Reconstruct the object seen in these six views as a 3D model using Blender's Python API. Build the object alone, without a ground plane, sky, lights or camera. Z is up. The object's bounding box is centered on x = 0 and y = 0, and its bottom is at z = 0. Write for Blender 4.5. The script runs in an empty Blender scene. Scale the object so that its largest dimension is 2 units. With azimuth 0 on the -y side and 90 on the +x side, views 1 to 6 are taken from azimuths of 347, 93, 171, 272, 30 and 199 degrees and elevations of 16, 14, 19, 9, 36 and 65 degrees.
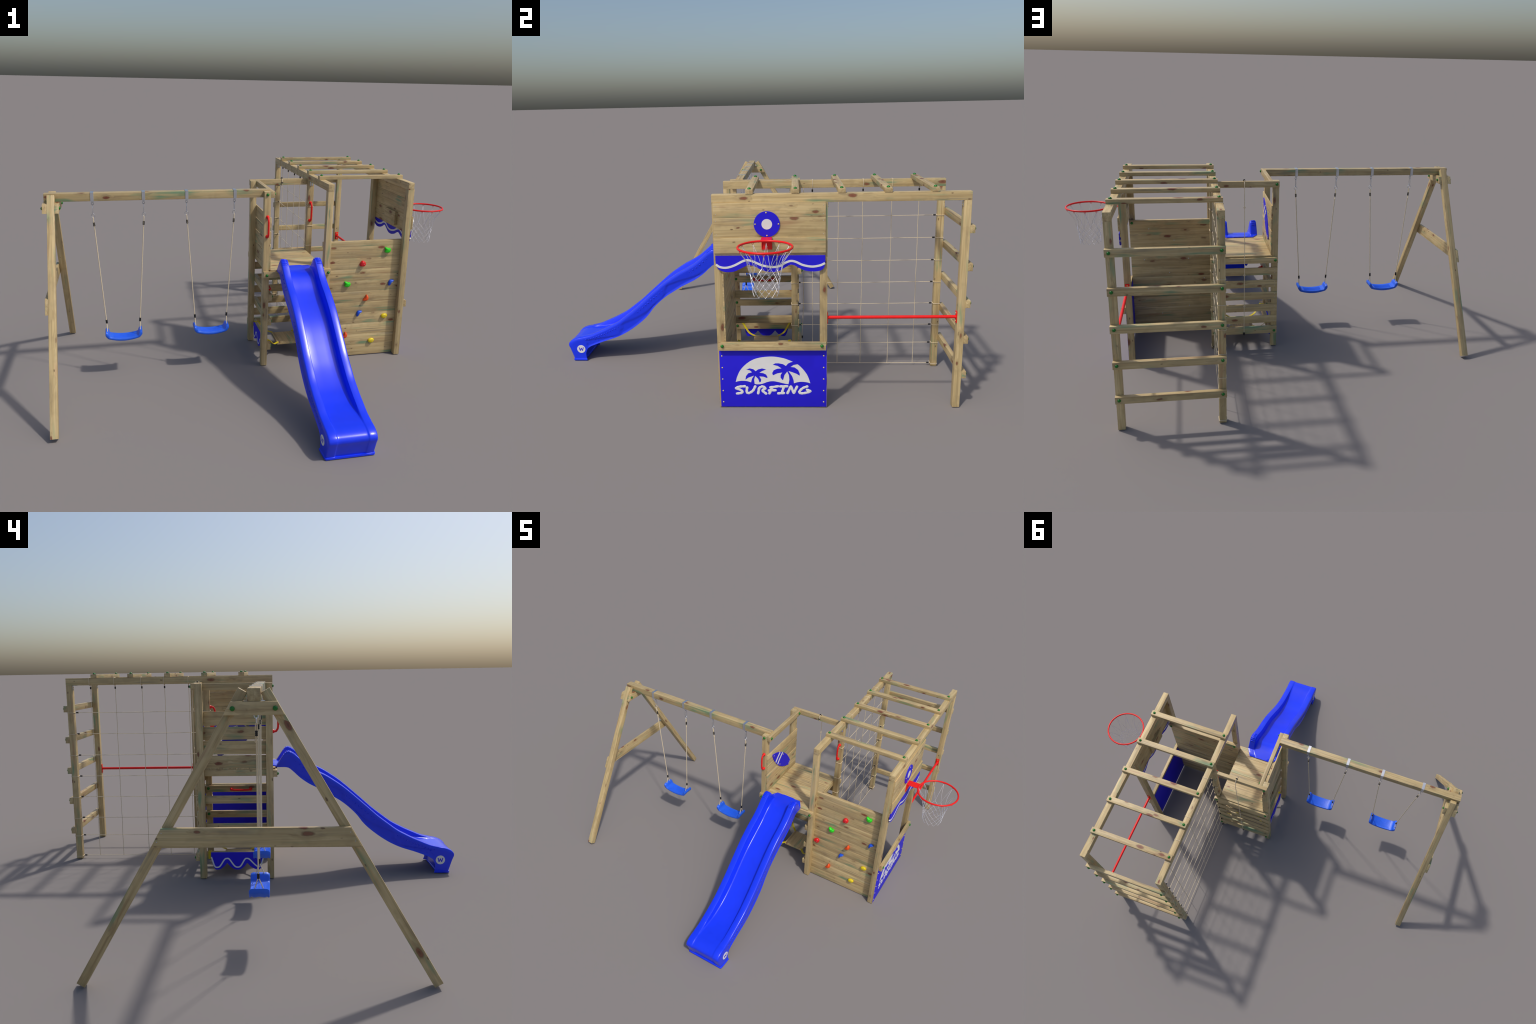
"""Wooden garden climbing frame: tower with slide, double swing, monkey bars,
climbing wall, basketball hoop, rope net and a little shop counter."""
import bpy, bmesh, math, random
from mathutils import Vector, Matrix, noise

random.seed(7)
SC = bpy.context.scene
COL = SC.collection
WORLD = {}          # object name -> world matrix (for parenting)

# ----------------------------------------------------------------- materials
def new_mat(name):
    m = bpy.data.materials.new(name)
    m.use_nodes = True
    nt = m.node_tree
    return m, nt, nt.nodes["Principled BSDF"]

def node(nt, kind, **inp):
    n = nt.nodes.new(kind)
    for k, v in inp.items():
        n.inputs[k.replace("_", " ")].default_value = v
    return n

def ramp(nt, fac, stops):
    r = nt.nodes.new("ShaderNodeValToRGB")
    el = r.color_ramp.elements
    while len(el) > 1:
        el.remove(el[-1])
    for i, (p, c) in enumerate(stops):
        e = el[0] if i == 0 else el.new(p)
        e.position = p
        e.color = (c, c, c, 1) if isinstance(c, (int, float)) else (*c, 1)
    nt.links.new(fac, r.inputs["Fac"])
    return r.outputs["Color"]

def mixc(nt, fac, a, b, mode="MIX"):
    m = nt.nodes.new("ShaderNodeMix")
    m.data_type = "RGBA"
    m.blend_type = mode
    for sock, v in ((m.inputs[0], fac), (m.inputs[6], a), (m.inputs[7], b)):
        if hasattr(v, "node"):
            nt.links.new(v, sock)
        elif isinstance(v, tuple):
            sock.default_value = (*v, 1)
        else:
            sock.default_value = v
    return m.outputs[2]

def math_node(nt, op, a, b=None):
    m = nt.nodes.new("ShaderNodeMath")
    m.operation = op
    for i, v in enumerate((a, b)):
        if v is None:
            continue
        if hasattr(v, "node"):
            nt.links.new(v, m.inputs[i])
        else:
            m.inputs[i].default_value = v
    return m.outputs[0]

def wood_material():
    m, nt, bsdf = new_mat("pressure_treated_pine")
    L = nt.links.new
    tc = nt.nodes.new("ShaderNodeTexCoord")
    oi = nt.nodes.new("ShaderNodeObjectInfo")
    sc = nt.nodes.new("ShaderNodeVectorMath"); sc.operation = "SCALE"
    sc.inputs[0].default_value = (31.0, 17.0, 23.0)
    L(oi.outputs["Random"], sc.inputs["Scale"])
    add = nt.nodes.new("ShaderNodeVectorMath"); add.operation = "ADD"
    L(tc.outputs["Object"], add.inputs[0]); L(sc.outputs[0], add.inputs[1])
    base = add.outputs[0]

    def scaled(v, loc=(0, 0, 0), src=None):
        mp = nt.nodes.new("ShaderNodeMapping")
        mp.inputs["Scale"].default_value = v
        mp.inputs["Location"].default_value = loc
        L(src if src else base, mp.inputs["Vector"])
        return mp.outputs[0]

    def noise_tex(v, scale=1.0, detail=3.0, rough=0.55, dist=0.0, loc=(0, 0, 0), src=None):
        n = node(nt, "ShaderNodeTexNoise", Scale=scale, Detail=detail, Roughness=rough, Distortion=dist)
        L(scaled(v, loc, src), n.inputs["Vector"])
        return n.outputs["Fac"]

    # knots: sparse stretched cells, some of them switched off
    wob = nt.nodes.new("ShaderNodeTexNoise"); wob.inputs["Scale"].default_value = 60
    L(base, wob.inputs["Vector"])
    wsub = nt.nodes.new("ShaderNodeVectorMath"); wsub.operation = "MULTIPLY_ADD"
    L(wob.outputs["Color"], wsub.inputs[0])
    wsub.inputs[1].default_value = (0.010, 0.005, 0.005)
    L(base, wsub.inputs[2])
    vor = nt.nodes.new("ShaderNodeTexVoronoi"); vor.inputs["Scale"].default_value = 1
    L(scaled((10.5, 25, 25), src=wsub.outputs[0]), vor.inputs["Vector"])
    sepc = nt.nodes.new("ShaderNodeSeparateColor"); L(vor.outputs["Color"], sepc.inputs[0])
    on = math_node(nt, "GREATER_THAN", sepc.outputs[0], 0.28)
    size = nt.nodes.new("ShaderNodeMapRange")
    size.inputs["To Min"].default_value = 0.55; size.inputs["To Max"].default_value = 1.25
    L(sepc.outputs[1], size.inputs["Value"])
    kd = math_node(nt, "DIVIDE", vor.outputs["Distance"], size.outputs[0])
    core = math_node(nt, "MULTIPLY", ramp(nt, kd, [(0.0, 1), (0.125, 1), (0.20, 0)]), on)
    halo = math_node(nt, "MULTIPLY", ramp(nt, kd, [(0.12, 1), (0.22, 0.6), (0.50, 0)]), on)
    # second family: small dark pin knots
    vor2 = nt.nodes.new("ShaderNodeTexVoronoi"); vor2.inputs["Scale"].default_value = 1
    L(scaled((17, 38, 38), (5, 3, 9), wsub.outputs[0]), vor2.inputs["Vector"])
    sep2 = nt.nodes.new("ShaderNodeSeparateColor"); L(vor2.outputs["Color"], sep2.inputs[0])
    pin = math_node(nt, "MULTIPLY", ramp(nt, vor2.outputs["Distance"], [(0.0, 1), (0.07, 1), (0.13, 0)]),
                    math_node(nt, "GREATER_THAN", sep2.outputs[1], 0.55))

    # grain bends round the knots
    bend = nt.nodes.new("ShaderNodeVectorMath"); bend.operation = "MULTIPLY_ADD"
    comb = nt.nodes.new("ShaderNodeCombineXYZ"); L(halo, comb.inputs[1]); L(halo, comb.inputs[2])
    L(comb.outputs[0], bend.inputs[0]); bend.inputs[1].default_value = (0, 0.008, 0.008)
    L(base, bend.inputs[2])
    gsrc = bend.outputs[0]
    fine = noise_tex((5, 230, 230), detail=3, src=gsrc)
    bands = noise_tex((2.6, 75, 75), detail=4, dist=0.6, src=gsrc)
    broad = noise_tex((3.0, 16, 16), detail=2)
    tone = ramp(nt, bands, [(0.28, (0.395, 0.275, 0.124)), (0.46, (0.575, 0.432, 0.205)), (0.70, (0.70, 0.555, 0.295))])
    col = mixc(nt, ramp(nt, broad, [(0.35, 0.0), (0.75, 0.52)]), tone, (0.38, 0.268, 0.128))
    col = mixc(nt, math_node(nt, "MULTIPLY", ramp(nt, fine, [(0.50, 0), (0.72, 1)]), 0.50), col, (0.29, 0.20, 0.09))
    # soft cross-grain flecks
    fleck = noise_tex((22, 30, 30), detail=2, loc=(6, 3, 2))
    col = mixc(nt, ramp(nt, fleck, [(0.52, 0.0), (0.72, 0.30)]), col, (0.30, 0.215, 0.105))
    # grey-blue weather streaks
    gst = noise_tex((4, 95, 95), detail=2, loc=(3, 7, 1), src=gsrc)
    gmask = ramp(nt, noise_tex((5, 14, 14), detail=1, loc=(9, 2, 4)), [(0.5, 0), (0.66, 1)])
    col = mixc(nt, math_node(nt, "MULTIPLY", math_node(nt, "MULTIPLY", ramp(nt, gst, [(0.52, 0), (0.66, 1)]), gmask), 0.55),
               col, (0.22, 0.185, 0.13))
    # green salts of the pressure treatment
    green = noise_tex((4.5, 70, 70), detail=2, loc=(1, 5, 8))
    gm2 = ramp(nt, noise_tex((6, 18, 18), detail=1, loc=(4, 4, 4)), [(0.54, 0), (0.66, 1)])
    col = mixc(nt, math_node(nt, "MULTIPLY", math_node(nt, "MULTIPLY", ramp(nt, green, [(0.46, 0), (0.66, 1)]), gm2), 0.85),
               col, (0.15, 0.30, 0.165))
    # reddish heartwood
    red = noise_tex((4, 60, 60), detail=2, loc=(8, 1, 3))
    rm = ramp(nt, noise_tex((5, 15, 15), detail=1, loc=(2, 9, 6)), [(0.58, 0), (0.72, 1)])
    col = mixc(nt, math_node(nt, "MULTIPLY", math_node(nt, "MULTIPLY", ramp(nt, red, [(0.5, 0), (0.68, 1)]), rm), 0.5),
               col, (0.40, 0.19, 0.10))
    col = mixc(nt, math_node(nt, "MULTIPLY", halo, 0.42), col, (0.27, 0.185, 0.09))
    kn = mixc(nt, sepc.outputs[2], ramp(nt, kd, [(0.0, (0.115, 0.026, 0.014)), (0.09, (0.23, 0.056, 0.028)), (0.14, (0.21, 0.060, 0.03)), (0.18, (0.11, 0.050, 0.025))]),
              ramp(nt, kd, [(0.0, (0.10, 0.045, 0.024)), (0.10, (0.26, 0.10, 0.05)), (0.17, (0.13, 0.065, 0.03))]))
    col = mixc(nt, math_node(nt, "MULTIPLY", core, 0.93), col, kn)
    col = mixc(nt, math_node(nt, "MULTIPLY", pin, 0.8), col, (0.12, 0.06, 0.03))
    # each plank a little lighter or darker
    hv = nt.nodes.new("ShaderNodeHueSaturation")
    mr = nt.nodes.new("ShaderNodeMapRange")
    mr.inputs["To Min"].default_value = 0.90; mr.inputs["To Max"].default_value = 1.10
    L(oi.outputs["Random"], mr.inputs["Value"]); L(mr.outputs[0], hv.inputs["Value"])
    L(col, hv.inputs["Color"])
    L(hv.outputs[0], bsdf.inputs["Base Color"])
    bsdf.inputs["Roughness"].default_value = 0.5
    bsdf.inputs["Specular IOR Level"].default_value = 0.5
    bmp = nt.nodes.new("ShaderNodeBump")
    bmp.inputs["Strength"].default_value = 0.25; bmp.inputs["Distance"].default_value = 0.001
    L(bands, bmp.inputs["Height"]); L(bmp.outputs[0], bsdf.inputs["Normal"])
    return m

def plain(name, col, rough=0.4, metal=0.0, spec=0.5, var=0.06, scale=25, coat=0.0):
    """Plastic, paint or metal with a faint procedural unevenness."""
    m, nt, b = new_mat(name)
    tc = nt.nodes.new("ShaderNodeTexCoord")
    n = node(nt, "ShaderNodeTexNoise", Scale=scale, Detail=2.0)
    nt.links.new(tc.outputs["Object"], n.inputs["Vector"])
    dark = tuple(c * (1 - var) for c in col)
    lite = tuple(min(1.0, c * (1 + var)) for c in col)
    c = ramp(nt, n.outputs["Fac"], [(0.35, dark), (0.65, lite)])
    nt.links.new(c, b.inputs["Base Color"])
    b.inputs["Roughness"].default_value = rough
    b.inputs["Metallic"].default_value = metal
    b.inputs["Specular IOR Level"].default_value = spec
    b.inputs["Coat Weight"].default_value = coat
    return m

def rope_material():
    m, nt, b = new_mat("twisted_rope")
    tc = nt.nodes.new("ShaderNodeTexCoord")
    w = node(nt, "ShaderNodeTexWave", Scale=160.0, Distortion=1.0)
    w.bands_direction = "DIAGONAL"
    nt.links.new(tc.outputs["Object"], w.inputs["Vector"])
    c = ramp(nt, w.outputs["Fac"], [(0.0, (0.66, 0.54, 0.35)), (1.0, (0.82, 0.70, 0.50))])
    nt.links.new(c, b.inputs["Base Color"])
    b.inputs["Roughness"].default_value = 0.8
    return m

WOOD = wood_material()
SLIDE_BLUE = plain("glossy_blue_plastic", (0.008, 0.040, 0.86), 0.24, var=0.02, spec=0.5)
SEAT_BLUE = plain("swing_blue_plastic", (0.018, 0.125, 0.78), 0.42, var=0.05)
PANEL_BLUE = plain("printed_blue_board", (0.019, 0.011, 0.66), 0.5, var=0.02, spec=0.3)
WHITE = plain("white_print", (0.78, 0.77, 0.76), 0.5, var=0.02, spec=0.3)
RED = plain("red_powder_coat", (0.82, 0.012, 0.010), 0.35, var=0.03, spec=0.35)
GREEN = plain("green_bolt_cap", (0.012, 0.17, 0.014), 0.32, var=0.05)
BLACK = plain("black_rubber", (0.012, 0.012, 0.012), 0.5, var=0.1)
YELLOW = plain("yellow_webbing", (0.66, 0.52, 0.01), 0.55, var=0.08)
STEEL = plain("galvanised_steel", (0.62, 0.64, 0.68), 0.33, metal=0.85, var=0.08)
BRASS = plain("brass_screw", (0.80, 0.64, 0.22), 0.35, metal=0.1, var=0.05)
NETMAT = plain("shiny_net_cord", (0.80, 0.80, 0.82), 0.25, metal=0.55, var=0.03)
ROPE = rope_material()
HOLD = {
    "green": plain("hold_green", (0.03, 0.72, 0.015), 0.4),
    "red": plain("hold_red", (0.70, 0.010, 0.014), 0.4),
    "yellow": plain("hold_yellow", (0.80, 0.62, 0.006), 0.4),
    "orange": plain("hold_orange", (0.80, 0.085, 0.008), 0.4),
    "blue": plain("hold_blue", (0.010, 0.09, 0.66), 0.4),
}

# ------------------------------------------------------------------- helpers
ROOT = bpy.data.objects.new("climbing_frame", None)
ROOT["label"] = "wooden climbing frame with blue slide, swings and basketball hoop"
ROOT["category"] = "playground set"
COL.objects.link(ROOT)
WORLD[ROOT.name] = Matrix.Identity(4)

def place(obj, M=None, parent=None):
    M = Matrix.Identity(4) if M is None else M
    COL.objects.link(obj)
    WORLD[obj.name] = M
    parent = parent or ROOT
    obj.parent = parent
    obj.matrix_parent_inverse = WORLD[parent.name].inverted()
    obj.matrix_basis = M
    return obj

def make(name, verts, faces, mat, M=None, parent=None, smooth=False, angle=None, bevel=0.0, seg=2):
    me = bpy.data.meshes.new(name)
    bm = bmesh.new()
    vs = [bm.verts.new(v) for v in verts]
    for f in faces:
        try:
            bm.faces.new([vs[i] for i in f])
        except ValueError:
            pass
    bmesh.ops.recalc_face_normals(bm, faces=bm.faces)
    if bevel:
        bmesh.ops.bevel(bm, geom=bm.edges[:], offset=bevel, segments=seg, affect="EDGES", profile=0.6)
    if angle is not None:
        for f in bm.faces:
            f.smooth = True
        for e in bm.edges:
            if len(e.link_faces) == 2 and e.calc_face_angle() > math.radians(angle):
                e.smooth = False
    elif smooth:
        for f in bm.faces:
            f.smooth = True
    bm.to_mesh(me); bm.free()
    me.materials.append(mat)
    return place(bpy.data.objects.new(name, me), M, parent)

BOX_F = [(0, 1, 3, 2), (4, 6, 7, 5), (0, 4, 5, 1), (2, 3, 7, 6), (0, 2, 6, 4), (1, 5, 7, 3)]

def box_verts(a, b):
    return [(x, y, z) for x in (a[0], b[0]) for y in (a[1], b[1]) for z in (a[2], b[2])]

def wood(name, x0, x1, y0, y1, z0, z1, parent=None, bevel=0.0010, M=None):
    """Timber whose local X runs along its length (so the grain follows it)."""
    d = [x1 - x0, y1 - y0, z1 - z0]
    order = sorted(range(3), key=lambda i: -d[i])
    ax = [Vector((1 if i == k else 0 for k in range(3))) for i in order]
    if ax[0].cross(ax[1]).dot(ax[2]) < 0:
        ax[2] = -ax[2]
    R = Matrix((ax[0], ax[1], ax[2])).transposed().to_4x4()
    T = Matrix.Translation(((x0 + x1) / 2, (y0 + y1) / 2, (z0 + z1) / 2))
    h = [d[i] / 2 for i in order]
    Mw = T @ R
    if M is not None:
        Mw = M @ Mw
    return make(name, box_verts([-v for v in h], h), BOX_F, WOOD, Mw, parent, angle=35, bevel=bevel)

def frame(origin, ux, uy):
    """Matrix with local X, Y along ux, uy and local Z their normal."""
    ux, uy = Vector(ux).normalized(), Vector(uy).normalized()
    R = Matrix((ux, uy, ux.cross(uy))).transposed().to_4x4()
    return Matrix.Translation(origin) @ R

def slanted_board(name, y_top, z_top, y_bot, z_bot, x0, x1, parent=None):
    """Cross board of the swing frame, its ends sawn along the legs."""
    yc, zc = (y_top[0] + y_top[1]) / 2, (z_top + z_bot) / 2
    M = frame((0, yc, zc), (0, 1, 0), (0, 0, 1))      # local z = +x
    v = []
    for x in (x0, x1):
        for y, z in ((y_bot[0], z_bot), (y_bot[1], z_bot), (y_top[1], z_top), (y_top[0], z_top)):
            v.append((y - yc, z - zc, x))
    f = [(0, 1, 2, 3), (7, 6, 5, 4), (0, 4, 5, 1), (1, 5, 6, 2), (2, 6, 7, 3), (3, 7, 4, 0)]
    return make(name, v, f, WOOD, M, parent, angle=35, bevel=0.0012)

def smooth_path(pts, n=6, closed=False):
    """Catmull-Rom through control points."""
    P = [Vector(p) for p in pts]
    if len(P) < 3:
        return P
    out = []
    m = len(P)
    last = m if closed else m - 1
    for i in range(last):
        if closed:
            p0, p1, p2, p3 = P[(i - 1) % m], P[i], P[(i + 1) % m], P[(i + 2) % m]
        else:
            p1, p2 = P[i], P[i + 1]
            p0 = P[i - 1] if i else p1 * 2 - p2
            p3 = P[i + 2] if i + 2 < m else p2 * 2 - p1
        for k in range(n):
            t = k / n
            out.append(0.5 * ((2 * p1) + (p2 - p0) * t + (2 * p0 - 5 * p1 + 4 * p2 - p3) * t * t
                              + (3 * p1 - p0 - 3 * p2 + p3) * t ** 3))
    if not closed:
        out.append(P[-1])
    return out

def tube_geo(pts, r, n=8, closed=False, squash=None):
    """Swept circle; squash=(axis, factor) flattens it along an axis."""
    P = [Vector(p) for p in pts]
    m = len(P)
    V, F = [], []
    up = None
    for i, p in enumerate(P):
        a = P[(i - 1) % m] if (closed or i) else p
        b = P[(i + 1) % m] if (closed or i < m - 1) else p
        t = (b - a).normalized()
        if up is None:
            ref = Vector((0, 0, 1)) if abs(t.z) < 0.9 else Vector((0, 1, 0))
            up = (ref - t * ref.dot(t)).normalized()
        else:
            up = (up - t * up.dot(t)).normalized()
        side = t.cross(up)
        rr = r[i] if isinstance(r, (list, tuple)) else r
        for k in range(n):
            ang = 2 * math.pi * k / n
            o = (up * math.cos(ang) + side * math.sin(ang)) * rr
            if squash:
                d = o.dot(squash[0]); o = o - squash[0] * d * (1 - squash[1])
            V.append(p + o)
    rings = m if closed else m - 1
    for i in range(rings):
        j = (i + 1) % m
        for k in range(n):
            l = (k + 1) % n
            F.append((i * n + k, i * n + l, j * n + l, j * n + k))
    if not closed:
        F.append(tuple(range(n))[::-1])
        F.append(tuple((m - 1) * n + k for k in range(n)))
    return V, F

def merge(geos):
    V, F = [], []
    for v, f in geos:
        o = len(V)
        V += list(v)
        F += [tuple(i + o for i in q) for q in f]
    return V, F

def tube(name, pts, r, mat, n=8, closed=False, parent=None, M=None, squash=None):
    v, f = tube_geo(pts, r, n, closed, squash)
    return make(name, v, f, mat, M, parent, angle=50)

def joined(name, geos, mat, parent=None, M=None, stuff=False, angle=50):
    v, f = merge(geos)
    o = make(name, v, f, mat, M, parent, angle=angle)
    if stuff:
        o["kind"] = "stuff"
    return o

def plate(name, outline, t, mat, M, parent=None, bevel=0.0):
    """Flat board cut to an outline; lies in local XY, thickness along +Z."""
    n = len(outline)
    v = [(p[0], p[1], 0) for p in outline] + [(p[0], p[1], t) for p in outline]
    f = [tuple(range(n))[::-1], tuple(range(n, 2 * n))]
    f += [(i, (i + 1) % n, (i + 1) % n + n, i + n) for i in range(n)]
    return make(name, v, f, mat, M, parent, angle=30)

def ribbon(path, w):
    """Closed outline of a constant-width band along a 2D path."""
    P = [Vector((p[0], p[1])) for p in path]
    A, B = [], []
    for i, p in enumerate(P):
        t = (P[min(i + 1, len(P) - 1)] - P[max(i - 1, 0)]).normalized()
        n = Vector((-t.y, t.x)) * w / 2
        A.append(p + n); B.append(p - n)
    return A + B[::-1]

def circle(c, r, n=40):
    return [(c[0] + r * math.cos(2 * math.pi * k / n), c[1] + r * math.sin(2 * math.pi * k / n)) for k in range(n)]

def ring_pts(c, r, n=24, axis="z", ry=None):
    ry = ry or r
    out = []
    for k in range(n):
        a = 2 * math.pi * k / n
        u, w = r * math.cos(a), ry * math.sin(a)
        out.append(Vector(c) + {"z": Vector((u, w, 0)), "y": Vector((u, 0, w)), "x": Vector((0, u, w))}[axis])
    return out

def dome_mesh(name, r, h, mat, seg=20, rings=6, skirt=0.0012):
    V, F = [], []
    prof = [(r * 0.97, 0), (r, skirt)]
    prof += [(r * math.cos(a), skirt + (h - skirt) * math.sin(a)) for a in
             [math.pi / 2 * k / rings for k in range(1, rings)]]
    for rad, z in prof:
        V += [(rad * math.cos(2 * math.pi * k / seg), rad * math.sin(2 * math.pi * k / seg), z) for k in range(seg)]
    V.append((0, 0, h))
    for i in range(len(prof) - 1):
        for k in range(seg):
            l = (k + 1) % seg
            F.append((i * seg + k, i * seg + l, (i + 1) * seg + l, (i + 1) * seg + k))
    top = len(V) - 1
    b = (len(prof) - 1) * seg
    F += [(b + k, b + (k + 1) % seg, top) for k in range(seg)]
    F.append(tuple(range(seg))[::-1])
    me = bpy.data.meshes.new(name)
    me.from_pydata(V, [], F)
    for p in me.polygons:
        p.use_smooth = True
    me.materials.append(mat)
    return me

BOLT = dome_mesh("bolt_cap", 0.0070, 0.0070, GREEN)
SCREW = dome_mesh("screw", 0.0030, 0.0022, BRASS, 12, 4, 0.0006)
PINSCREW = dome_mesh("wood_screw", 0.0014, 0.0006, STEEL, 8, 3, 0.0002)
DIRS = {"+x": ((0, 1, 0), (0, 0, 1)), "-x": ((0, 0, 1), (0, 1, 0)), "+y": ((0, 0, 1), (1, 0, 0)),
        "-y": ((1, 0, 0), (0, 0, 1)), "+z": ((1, 0, 0), (0, 1, 0))}

def cap(mesh, p, d, parent=None):
    o = bpy.data.objects.new(mesh.name, mesh)
    return place(o, frame(p, *DIRS[d]), parent)

# -------------------------------------------------------------------- layout
XA = (-0.0220, 0.0077)      # tower, west posts
XB = (0.2840, 0.3135)       # tower east posts / net side
XC = (0.6915, 0.7210)       # shop / monkey-bar side
YF = (-0.1020, -0.0725)     # front posts
YM = (0.2030, 0.2325)       # tower back posts
YS = (0.3195, 0.3490)       # shop corner post
YL = (0.8690, 0.8985)       # ladder posts
BEAM = (0.8695, 0.9040)     # long top beams
TOWER_TOP = 0.8745

posts = {}
for key, xs, ys, top in (("a", XA, YF, TOWER_TOP), ("b", XA, YM, TOWER_TOP),
                         ("c", XB, YF, BEAM[0]), ("d", XB, YM, BEAM[0]), ("e", XC, YF, BEAM[0]),
                         ("f", XC, YS, BEAM[0]), ("g", XB, YL, BEAM[0]), ("h", XC, YL, BEAM[0])):
    posts[key] = wood("post", *xs, *ys, 0.0, top)
for xs in (XB, XC):
    wood("top_beam", *xs, YF[0], YL[1], *BEAM)

# small angle brackets under the beams
def angle_bracket(x, y, dirn):
    s = 0.0085
    g = [(box_verts((x - s, y, 0.846), (x + s, y + dirn * 0.0015, 0.8690)), BOX_F),
         (box_verts((x - s, y, 0.8675), (x + s, y + dirn * 0.021, 0.8690)), BOX_F)]
    b = joined("angle_bracket", g, STEEL)
    for k in (0.850, 0.859):
        cap(SCREW, (x, y + dirn * 0.0015, k), "+y" if dirn > 0 else "-y", b)
for xs in (XB, XC):
    angle_bracket(sum(xs) / 2, YL[0], -1)
angle_bracket(sum(XB) / 2, YM[0], -1)
angle_bracket(sum(XC) / 2, YS[1], 1)

# monkey bars
for k in range(5):
    y = 0.0458 + 0.17865 * k
    r = wood("monkey_bar", 0.2830, 0.7225, y - 0.0145, y + 0.0145, BEAM[1], 0.9215)
    for x in (0.2975, 0.7063):
        cap(BOLT, (x, y, 0.9215), "+z", r)
# ladder on the end
for k in range(5):
    z = 0.7555 - 0.1525 * k
    r = wood("ladder_rung", 0.2830, 0.7225, YL[1], 0.9170, z - 0.0152, z + 0.0152)
    for x in (0.2985, 0.7065):
        cap(BOLT, (x, 0.9170, z + 0.001), "+y", r)

# ------------------------------------------------------------------ the tower
def rail_with_caps(name, dims, caps):
    r = wood(name, *dims)
    for p, d in caps:
        cap(BOLT, p, d, r)
    return r
xa, xb = sum(XA) / 2, sum(XB) / 2
ya, ym = sum(YF) / 2, sum(YM) / 2
# rails round the platform
rail_with_caps("platform_rail", (-0.0225, 0.3130, -0.1205, YF[0], 0.4645, 0.4940),
               [((xa, -0.1205, 0.4770), "-y"), ((xb, -0.1205, 0.4770), "-y")])
rail_with_caps("platform_rail", (-0.0205, 0.3137, YM[1], 0.2505, 0.4640, 0.4925),
               [((xa, 0.2505, 0.4790), "+y"), ((xb, 0.2505, 0.4790), "+y")])
wood("platform_rail", XA[1], 0.0270, -0.0990, 0.2300, 0.4645, 0.4935)
wood("platform_rail", 0.2650, XB[0], -0.0990, 0.2300, 0.4645, 0.4935)
# deck boards
nb, y0, y1 = 6, -0.1125, 0.2395
w = (y1 - y0) / nb
for k in range(nb):
    b = wood("deck_board", XA[1] + 0.0005, XB[0] - 0.0020, y0 + k * w + 0.0003, y0 + (k + 1) * w - 0.0003,
             0.4942, 0.5010, bevel=0.0008)
    for x in (0.0200, 0.2720):
        for dy in (0.014, w - 0.014):
            cap(PINSCREW, (x, y0 + k * w + dy, 0.5010), "+z", b)
# upper rails
rail_with_caps("hand_rail", (-0.0205, 0.3125, YM[1], 0.2505, 0.8470, 0.8765), [((xa, 0.2505, 0.8620), "+y")])
rail_with_caps("hand_rail", (XA[1], 0.0270, -0.1000, 0.2325, 0.8460, 0.8750),
               [((0.0270, -0.0870, 0.8625), "+x"), ((0.0270, 0.2176, 0.8625), "+x")])
cap(BOLT, (xa - 0.001, YF[0], 0.8615), "-y", posts["a"])
# west parapet boards, gaps between them
for z0, z1 in ((0.6905, 0.7515), (0.6275, 0.6850), (0.5620, 0.6225), (0.5012, 0.5575)):
    b = wood("parapet_board", XA[1], 0.0142, -0.1000, 0.2315, z0, z1)
    for y in (-0.087, 0.218):
        for z in (z0 + 0.014, z1 - 0.014):
            cap(PINSCREW, (0.0142, y, z), "+x", b)
# surfboard sign on the parapet
def surfboard():
    nose, tail = Vector((-0.0503, 0.7275)), Vector((0.1467, 0.5620))
    L = (tail - nose).length
    M = frame((0.0142, nose.x, nose.y), (0, tail.x - nose.x, tail.y - nose.y),
              (0, -(tail.y - nose.y), tail.x - nose.x))
    def hw(u):
        t = u / L
        return 0.0395 * (math.sin(math.pi * min(1, t * 0.93 + 0.0)) ** 0.72) if t < 0.55 else \
            0.012 + 0.0275 * math.cos((t - 0.55) / 0.45 * math.pi / 2) ** 0.9
    us = [L * k / 36 for k in range(37)]
    out = [(u, hw(u)) for u in us] + [(u, -hw(u)) for u in us[::-1][:-1]]
    s = plate("surfboard_sign", out, 0.0040, PANEL_BLUE, M)
    for uc in (0.074, 0.107):
        pa = []
        for k in range(9):
            v = -1 + 2 * k / 8
            u = uc - 0.003 + 0.006 * v * v * 0.5 + 0.004 * v
            pa.append((u, v * (hw(u) - 0.0010)))
        plate("sign_stripe", ribbon(pa, 0.0115), 0.0048, WHITE, M, s)
    for u, v in ((0.016, 0.0), (0.126, 0.029), (0.132, -0.030), (0.248, 0.006), (0.250, -0.006)):
        o = bpy.data.objects.new("screw", SCREW)
        place(o, M @ Matrix.Translation((u, v, 0.0040)), s)
surfboard()
# slats on the back
for z0, z1 in ((0.3978, 0.4371), (0.3307, 0.3703), (0.2657, 0.3054), (0.2000, 0.2392), (0.1354, 0.1756)):
    b = wood("climbing_slat", -0.0205, 0.3137, YM[1], 0.2390, z0, z1, bevel=0.0010)
    for x in (xa, xb):
        for z in (z0 + 0.011, z1 - 0.011):
            cap(PINSCREW, (x, 0.2390, z), "+y", b)
rail_with_caps("bottom_rail", (-0.0205, 0.3137, YM[1], 0.2505, 0.0810, 0.1170),
               [((xa, 0.2505, 0.0950), "+y"), ((xb, 0.2505, 0.0950), "+y")])
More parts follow.
